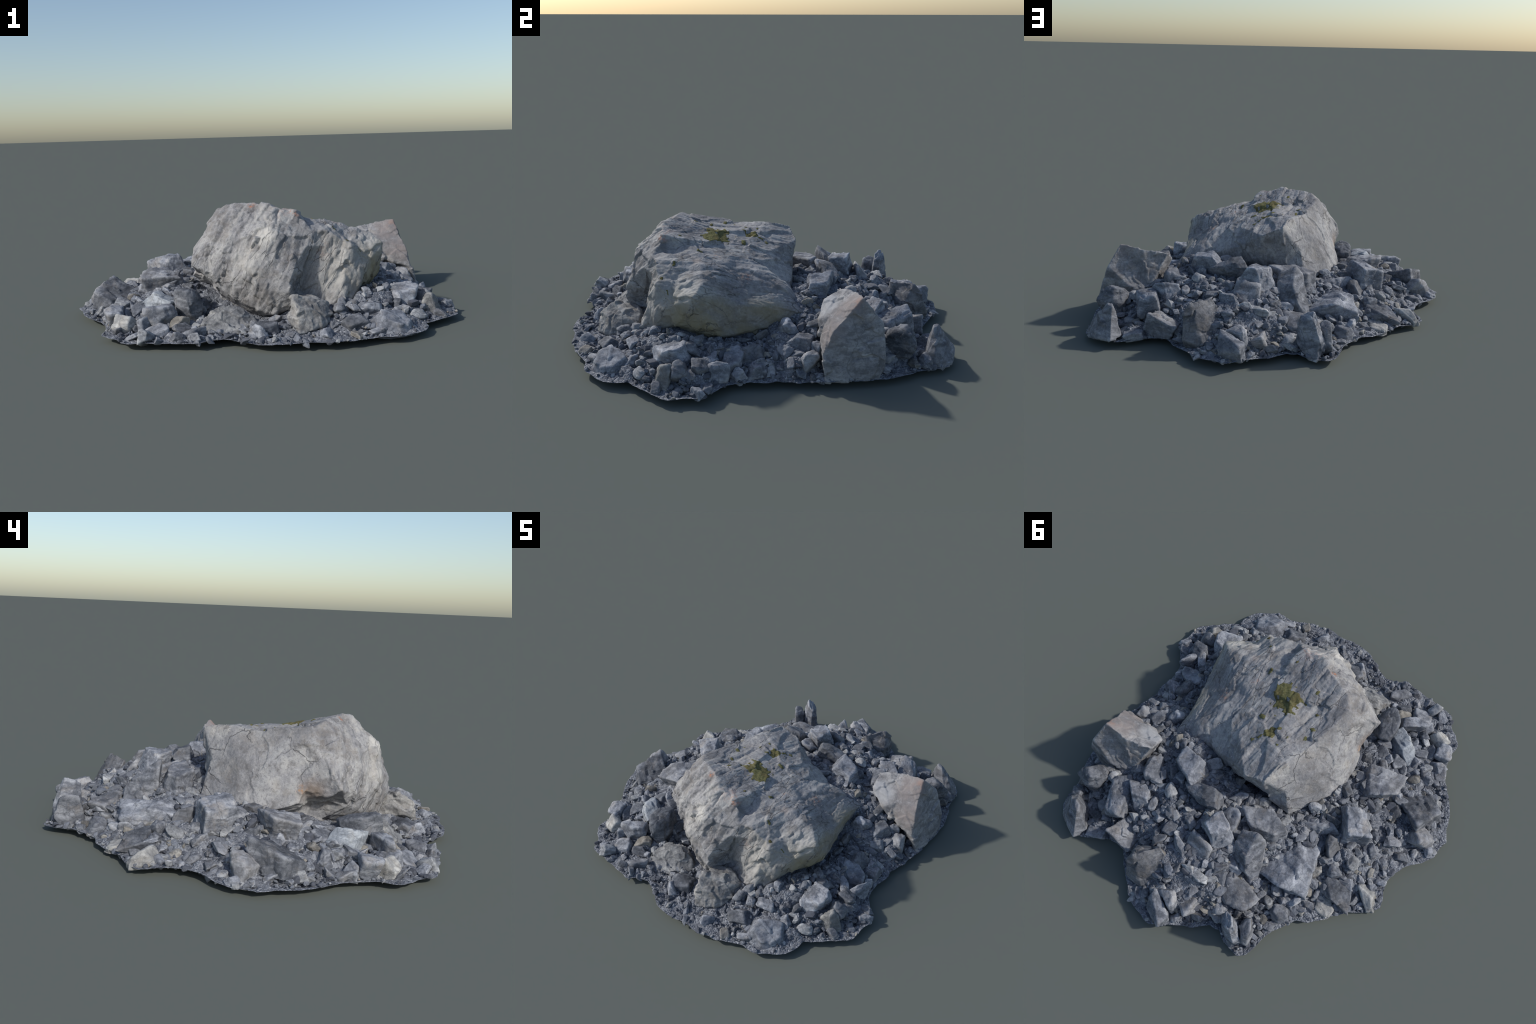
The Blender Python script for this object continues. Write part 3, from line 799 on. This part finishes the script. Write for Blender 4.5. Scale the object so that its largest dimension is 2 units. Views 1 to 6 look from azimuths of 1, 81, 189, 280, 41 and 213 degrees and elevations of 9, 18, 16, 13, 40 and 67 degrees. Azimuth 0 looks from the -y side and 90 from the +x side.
# kind, x, y, height of the top, length, width, thickness, direction of the long side
STONES = [
    ('round', 0.736, 0.580, 0.222, 0.155, 0.110, 0.130, -115),
    ('round', 0.562, 0.592, 0.222, 0.245, 0.125, 0.180, 113),
    ('full', 0.474, 0.515, 0.250, 0.168, 0.115, 0.150, 134),
    ('full', 0.442, 0.716, 0.160, 0.152, 0.130, 0.130, -164),
    ('shard', 0.112, 0.638, 0.240, 0.160, 0.087, 0.130, 148),
    ('block', 0.320, 0.271, 0.342, 0.190, 0.124, 0.140, 174),
    ('block', 0.160, 0.358, 0.345, 0.154, 0.095, 0.120, -179),
    ('block', 0.492, 0.385, 0.270, 0.135, 0.094, 0.110, 111),
    ('block', -0.007, 0.375, 0.305, 0.104, 0.090, 0.100, 170),
    ('block', 0.010, 0.465, 0.345, 0.159, 0.110, 0.170, 151),
    ('full', 0.050, 0.585, 0.298, 0.150, 0.115, 0.160, 176),
    ('block', -0.165, 0.295, 0.302, 0.205, 0.130, 0.170, -159),
    ('full', -0.170, 0.455, 0.335, 0.176, 0.148, 0.210, -174),
    ('slab', -0.375, 0.336, 0.195, 0.274, 0.227, 0.170, -93),
    ('block', -0.360, 0.109, 0.200, 0.157, 0.099, 0.100, -159),
    ('round', -0.312, 0.187, 0.190, 0.084, 0.069, 0.070, -143),
    ('full', -0.500, 0.012, 0.272, 0.185, 0.125, 0.200, 137),
    ('shard', -0.468, 0.155, 0.200, 0.135, 0.079, 0.120, 143),
    ('full', -0.499, -0.261, 0.235, 0.171, 0.150, 0.140, -154),
    ('full', -0.755, -0.299, 0.192, 0.180, 0.180, 0.170, 151),
    ('block', -0.813, -0.168, 0.150, 0.120, 0.118, 0.120, 173),
    ('round', -0.335, -0.600, 0.212, 0.195, 0.130, 0.180, 118),
    ('white', -0.471, -0.541, 0.175, 0.157, 0.113, 0.090, 140),
    ('warm', -0.400, -0.385, 0.150, 0.112, 0.083, 0.080, -165),
    ('block', -0.493, -0.449, 0.160, 0.083, 0.083, 0.070, -143),
    ('block', -0.440, -0.705, 0.145, 0.140, 0.075, 0.090, 35),
    ('pale', -0.610, -0.722, 0.110, 0.099, 0.101, 0.090, 165),
    ('block', -0.666, -0.644, 0.130, 0.095, 0.086, 0.080, -177),
    ('block', -0.617, 0.322, 0.120, 0.153, 0.104, 0.100, -179),
    ('block', -0.240, 0.622, 0.160, 0.148, 0.135, 0.130, -173),
    ('round', -0.204, 0.723, 0.100, 0.106, 0.089, 0.090, -143),
    ('cone', -0.308, 0.785, 0.240, 0.155, 0.085, 0.210, 149),
    ('cone', -0.370, 0.752, 0.180, 0.150, 0.080, 0.170, 118),
    ('pale', -0.614, 0.420, 0.085, 0.118, 0.084, 0.070, 144),
    ('pale', -0.771, 0.248, 0.095, 0.149, 0.070, 0.080, 138),
    ('round', -0.639, -0.052, 0.105, 0.105, 0.073, 0.070, 104),
    ('round', -0.560, 0.255, 0.150, 0.072, 0.071, 0.080, -143),
    ('shard', -0.485, 0.476, 0.100, 0.093, 0.053, 0.060, -103),
    ('block', -0.451, 0.581, 0.100, 0.088, 0.077, 0.070, -143),
    ('block', 0.045, 0.922, 0.145, 0.150, 0.091, 0.130, 158),
    ('block', -0.058, 0.801, 0.130, 0.109, 0.092, 0.100, 172),
    ('block', 0.023, 0.845, 0.160, 0.126, 0.069, 0.120, 143),
    ('block', -0.135, 0.648, 0.150, 0.095, 0.065, 0.090, -163),
    ('shard', -0.668, -0.470, 0.135, 0.096, 0.069, 0.110, 140),
    ('block', -0.459, -0.155, 0.160, 0.077, 0.058, 0.070, 152),
    ('round', -0.537, -0.157, 0.160, 0.091, 0.063, 0.080, 132),
    ('warm', -0.596, -0.237, 0.130, 0.074, 0.067, 0.070, -176),
    ('warm', -0.615, -0.142, 0.115, 0.110, 0.063, 0.060, -113),
    ('spike', 0.705, 0.775, 0.188, 0.215, 0.125, 0.170, 136),
    ('block', 0.628, 0.730, 0.090, 0.091, 0.062, 0.060, -173),
    ('block', 0.563, 0.789, 0.075, 0.100, 0.077, 0.060, -154),
    ('block', -0.679, -0.584, 0.100, 0.077, 0.064, 0.070, 171),
    ('block', -0.280, -0.848, 0.078, 0.115, 0.060, 0.060, 50),
    ('block', -0.513, -0.739, 0.110, 0.079, 0.059, 0.060, -143),
    ('shard', -0.011, -0.849, 0.090, 0.119, 0.058, 0.050, 150),
    ('block', 0.367, 0.596, 0.160, 0.064, 0.067, 0.100, 130),
    ('block', 0.279, 0.280, 0.270, 0.075, 0.051, 0.070, -175),
    ('block', 0.196, 0.228, 0.290, 0.083, 0.062, 0.080, 165),
    # in front of the boulder and along its east side
    ('shard', 0.375, -0.655, 0.152, 0.130, 0.050, 0.110, 60),
    ('cone', 0.590, -0.770, 0.122, 0.225, 0.200, 0.120, 30),
    ('warm', -0.362, -0.720, 0.100, 0.105, 0.070, 0.080, 40),
    ('block', -0.446, -0.805, 0.080, 0.110, 0.090, 0.070, 20),
    ('round', 0.690, -0.492, 0.180, 0.190, 0.125, 0.130, 66),
    ('round', 0.802, -0.462, 0.146, 0.092, 0.080, 0.090, 10),
    ('pale', 0.812, -0.528, 0.136, 0.075, 0.055, 0.090, 60),
    ('block', 0.800, -0.375, 0.138, 0.085, 0.075, 0.080, 20),
    ('shard', 0.815, -0.300, 0.135, 0.140, 0.065, 0.120, 70),
    ('shard', 0.918, -0.390, 0.068, 0.085, 0.065, 0.050, 20),
    ('block', 0.603, -0.540, 0.155, 0.070, 0.055, 0.080, 80),
    ('block', 0.662, -0.415, 0.168, 0.075, 0.065, 0.070, 10),
    ('block', 0.420, -0.785, 0.108, 0.120, 0.085, 0.080, 10),
    ('block', 0.540, -0.600, 0.110, 0.090, 0.070, 0.060, 30),
    ('block', 0.690, 0.118, 0.180, 0.110, 0.085, 0.100, 70),
    ('block', 0.788, 0.130, 0.142, 0.095, 0.070, 0.080, 130),
    ('block', 0.718, 0.032, 0.145, 0.085, 0.070, 0.070, 20),
    ('block', 0.705, -0.135, 0.150, 0.115, 0.095, 0.110, 70),
    ('round', 0.728, 0.178, 0.162, 0.080, 0.065, 0.070, 30),
    ('block', 0.755, -0.225, 0.140, 0.110, 0.080, 0.090, 40),
    ('shard', 0.590, 0.060, 0.222, 0.135, 0.085, 0.130, 70),
    ('block', 0.020, -0.800, 0.085, 0.140, 0.110, 0.070, 20),
    ('block', 0.800, -0.110, 0.100, 0.075, 0.060, 0.060, 80),
    ('block', 0.805, -0.200, 0.095, 0.070, 0.055, 0.060, 30),
]


def sink(ob_z_top, x, y):
    return float(ground(x, y)[0])


stone_spots = []
for i, (kind, x, y, zt, L, W, H, yaw) in enumerate(STONES):
    base = sink(zt, x, y) - 0.025
    H2 = max(H, zt - base)
    level = 5 if L > 0.15 else 4
    w, f = stone_verts(kind, 1000 + i * 7, level, (L / 2 * 1.04, W / 2 * 1.04, H2 / 2))
    e = Euler((rng.normal(0, 0.15), rng.normal(0, 0.15), math.radians(yaw)))
    R = np.array(e.to_matrix())
    w = w @ R.T
    w[:, 2] += zt - w[:, 2].max()
    floor = max(base - 0.012, 0.016)
    w[:, 2] = np.where(w[:, 2] < floor, floor + 0.06 * (w[:, 2] - floor), w[:, 2])
    zc = zt - H2 / 2
    me = mesh_of("stone", (w - np.array((0, 0, zc))) @ R, f)
    shade_smooth(me)
    add("stone", me, MAT[kind], Matrix.Translation((x, y, zc)) @ e.to_matrix().to_4x4())
    stone_spots.append((x, y, max(L, W) * 0.42))

# the big tilted slab at the east edge
SLAB_POINTS = [
    ("ridge", (0.783, 0.374, 0.386), (0.833, 0.222, 0.246), (0.855, 0.178, 0.136), (0.892, 0.184, 0.028)),
    ("outer face", (0.905, 0.430, 0.028), (0.886, 0.462, 0.110), (0.828, 0.458, 0.285)),
    ("top", (0.655, 0.379, 0.370), (0.705, 0.240, 0.270), (0.720, 0.240, 0.150), (0.528, 0.335, 0.340)),
    ("white step", (0.537, 0.250, 0.288), (0.546, 0.240, 0.270), (0.630, 0.195, 0.228), (0.684, 0.204, 0.180)),
    ("inner", (0.582, 0.345, 0.190), (0.608, 0.447, 0.165), (0.691, 0.492, 0.180), (0.722, 0.395, 0.290)),
    ("base", (0.620, 0.320, 0.080), (0.750, 0.280, 0.040), (0.800, 0.500, 0.030), (0.680, 0.450, 0.040)),
]
slab_me = remeshed(cage([p for row in SLAB_POINTS for p in row[1:]], (0.74, 0.33, 0.20)), 0.005, "tilted_slab")
relax(slab_me, 2)
p = coords(slab_me)
n = normals(slab_me)
d = chips(p, (0.9, 0.2, 0.4), 0.11, 1.6, 0.003, 0.05, 21) + 0.002 * fbm(p * 24, 4, 22) + 0.003 * fbm(p * 9, 3, 23)
put(slab_me, p + n * d[:, None])
relax(slab_me, 1, 0.3)
shade_smooth(slab_me)
add("tilted_slab", slab_me, MAT_SLAB)
stone_spots.append((0.76, 0.31, 0.15))

# the long standing slab on the north side
NORTH_POINTS = [
    ("crest", (0.278, 0.803, 0.245), (0.195, 0.690, 0.232), (0.240, 0.735, 0.215), (0.170, 0.700, 0.205)),
    ("outer", (0.300, 0.835, 0.190), (0.290, 0.880, 0.080), (0.180, 0.890, 0.060), (0.129, 0.815, 0.098)),
    ("inner", (0.150, 0.720, 0.150), (0.250, 0.680, 0.130), (0.320, 0.740, 0.150), (0.110, 0.800, 0.060)),
    ("base", (0.280, 0.860, 0.030), (0.120, 0.830, 0.020), (0.160, 0.700, 0.050), (0.310, 0.740, 0.050)),
]
north_me = remeshed(cage([p for row in NORTH_POINTS for p in row[1:]], (0.22, 0.78, 0.13)), 0.0045, "standing_slab")
relax(north_me, 2)
p = coords(north_me)
n = normals(north_me)
d = chips(p, (0.5, 0.8, 0.4), 0.09, 1.6, 0.003, 0.05, 31) + 0.0018 * fbm(p * 25, 4, 32)
put(north_me, p + n * d[:, None])
relax(north_me, 1, 0.3)
shade_smooth(north_me)
add("standing_slab", north_me, MAT["block"])
stone_spots.append((0.22, 0.78, 0.11))

# the two lichen-grey stones that lean against the boulder's foot
FOOT_STONES = [
    ((-0.140, -0.700, 0.060), 0.12, [
        (-0.150, -0.680, 0.130), (-0.200, -0.695, 0.126), (-0.100, -0.670, 0.118), (-0.245, -0.730, 0.090), (-0.278, -0.765, 0.052), (-0.180, -0.760, 0.068),
        (-0.090, -0.750, 0.062), (-0.025, -0.665, 0.080), (0.000, -0.700, 0.050), (-0.060, -0.650, 0.105), (-0.150, -0.610, 0.095), (-0.250, -0.650, 0.065),
        (-0.180, -0.810, 0.028), (-0.060, -0.790, 0.028), (-0.020, -0.640, 0.030), (-0.240, -0.680, 0.020), (-0.140, -0.720, 0.015)]),
    ((0.230, -0.750, 0.090), 0.12, [
        (0.150, -0.772, 0.180), (0.165, -0.835, 0.152), (0.247, -0.735, 0.172), (0.200, -0.775, 0.155), (0.310, -0.700, 0.140), (0.270, -0.790, 0.120),
        (0.335, -0.765, 0.060), (0.172, -0.865, 0.040), (0.250, -0.845, 0.055), (0.130, -0.800, 0.080), (0.150, -0.670, 0.168), (0.235, -0.630, 0.165),
        (0.325, -0.650, 0.130), (0.345, -0.690, 0.050), (0.150, -0.650, 0.060), (0.260, -0.610, 0.080), (0.240, -0.760, 0.015)]),
]
for k, (c, rad, pp) in enumerate(FOOT_STONES):
    me = remeshed(cage(pp, c), 0.0048, "foot_stone")
    relax(me, 2)
    p = coords(me)
    d = chips(p, (0.2, 0.3, 0.9), 0.07, 1.4, 0.004, 0.08, 41 + k) + 0.004 * fbm(p * 16, 4, 43 + k) + 0.003 * fbm(p * 45, 3, 47 + k)
    put(me, p + normals(me) * d[:, None])
    relax(me, 1, 0.3)
    shade_smooth(me)
    add("foot_stone", me, MAT["front"])
    stone_spots.append((c[0], c[1], rad))

# ------------------------------------------------------------------ smaller broken stones
bound = []
for a in np.linspace(0, 2 * np.pi, 72, endpoint=False):
    bound.append((math.cos(a), math.sin(a)))
bp = coords(boulder_me)
low = bp[bp[:, 2] < 0.24]
kd2 = kdtree.KDTree(len(low))
for i, v in enumerate(low):
    kd2.insert((v[0], v[1], 0), i)
kd2.balance()


def under_boulder(x, y):
    co, i, dd = kd2.find((x, y, 0))
    c = np.array((0.12, -0.2))
    return dd < 0.006 or np.hypot(x - 0.12, y + 0.2) < np.hypot(*(np.array(co[:2]) - c)) - 0.02


variants = []
for k in range(16):
    kind = ("block", "shard", "block", "round")[k % 4]
    w, f = stone_verts(kind, 5000 + k * 3, 4, (1.0, rng.uniform(0.5, 0.85), rng.uniform(0.38, 0.68)))
    mm = []
    for mk in ("block", "block", "pale", "warm"):
        me = mesh_of("broken_stone", w, f)
        shade_smooth(me)
        me.materials.append(SMALL[mk])
        mm.append(me)
    variants.append(mm)

placed = []
tries = 0
while len(placed) < 290 and tries < 60000:
    tries += 1
    a = rng.uniform(0, 2 * math.pi)
    sfr = math.sqrt(rng.uniform(0.02, 0.93))
    rr = float(np.interp(a, theta, rim_r, period=2 * np.pi))
    x, y = rr * sfr * math.cos(a), rr * sfr * math.sin(a)
    size = 0.020 + 0.027 * rng.random() ** 1.5
    if under_boulder(x, y) or (y < -0.68 and rng.random() < 0.65):
        continue
    if any((x - sx) ** 2 + (y - sy) ** 2 < (0.92 * sr + 0.2 * size) ** 2 for sx, sy, sr in stone_spots):
        continue
    if any((x - sx) ** 2 + (y - sy) ** 2 < (0.66 * (sr + size)) ** 2 for sx, sy, sr in placed):
        continue
    placed.append((x, y, size))
    z = float(ground(x, y)[0])
    mk = int(rng.choice(4, p=[0.42, 0.36, 0.15, 0.07]))
    me = variants[int(rng.integers(16))][mk]
    M = Matrix.Translation((x, y, z + size * 0.30)) @ Euler((rng.uniform(-0.6, 0.6), rng.uniform(-0.6, 0.6), rng.uniform(0, 6.28))).to_matrix().to_4x4() @ Matrix.Diagonal((size, size, size, 1))
    add("broken_stone", me, None, M)

# ------------------------------------------------------------------ pebbles, joined
def pebble_field(name, count, smin, smax, mats, seed, level):
    r = np.random.default_rng(seed)
    base = []
    for k in range(14):
        w, f = stone_verts("block" if k % 3 else "shard", 9000 + seed * 31 + k, level, (1.0, r.uniform(0.55, 0.9), r.uniform(0.45, 0.75)))
        base.append((w, np.array(f)))
    V, F, MI, off, got = [], [], [], 0, 0
    while got < count:
        a = r.uniform(0, 2 * math.pi)
        sfr = math.sqrt(r.uniform(0.0, 0.985))
        rr = float(np.interp(a, theta, rim_r, period=2 * np.pi))
        x, y = rr * sfr * math.cos(a), rr * sfr * math.sin(a)
        got += 1
        if under_boulder(x, y):
            continue
        size = smin + (smax - smin) * r.random() ** 2.2
        if sfr > 0.95 or (y < -0.70 and sfr > 0.8):
            size *= 0.65
        w, f = base[int(r.integers(14))]
        R = np.array(Euler((r.uniform(-0.7, 0.7), r.uniform(-0.7, 0.7), r.uniform(0, 6.28))).to_matrix())
        V.append((w * size) @ R.T + np.array((x, y, 0.0)))
        F.append(f + off)
        MI.append(np.full(len(f), r.choice(len(mats), p=[0.52, 0.30, 0.14, 0.04])))
        off += len(w)
    cxy = np.array([v.mean(0) for v in V])
    cz = ground(cxy[:, 0], cxy[:, 1])
    for v, z in zip(V, cz):
        h = v[:, 2].max() - v[:, 2].min()
        v[:, 2] += z + 0.15 * h - 0.30 * max(0.0, h - 0.020)
    V = np.concatenate(V)
    V[:, 2] = np.maximum(V[:, 2], 0.004)
    F = np.concatenate(F)
    me = bpy.data.meshes.new(name)
    me.from_pydata(V.tolist(), [], F.tolist())
    for m in mats:
        me.materials.append(m)
    me.polygons.foreach_set("material_index", np.concatenate(MI).astype(np.int32))
    me.update()
    ob = add(name, me, None)
    ob["kind"] = "stuff"
    return ob


def pebble_mat(name, c):
    m, nt, b = new_mat(name)
    g = G(nt)
    o = g.coord()
    n1 = g.noise(o, 26, 3).outputs[0]
    n2 = g.noise(o, 120, 4, 0.7).outputs[0]
    col = g.ramp(n1, [(0.35, tuple(0.68 * x for x in c)), (0.65, tuple(1.2 * x for x in c))])
    col = g.mix(g.ramp(n2, [(0.36, 0.5), (0.5, 0.0)]), col, tuple(0.55 * x for x in c))
    g.link(col, b.inputs["Base Color"])
    g.bump(n2, b, 0.4, 0.004)
    return m


PEB = [pebble_mat("grey_pebble", (0.180, 0.193, 0.221)), pebble_mat("dark_pebble", (0.100, 0.108, 0.130)),
       pebble_mat("light_pebble", (0.33, 0.34, 0.355)), pebble_mat("tan_pebble", (0.265, 0.250, 0.225))]
pebble_field("stone_chips", 2300, 0.012, 0.034, PEB, 81, 3)
pebble_field("pebbles", 4200, 0.005, 0.015, PEB, 55, 2)
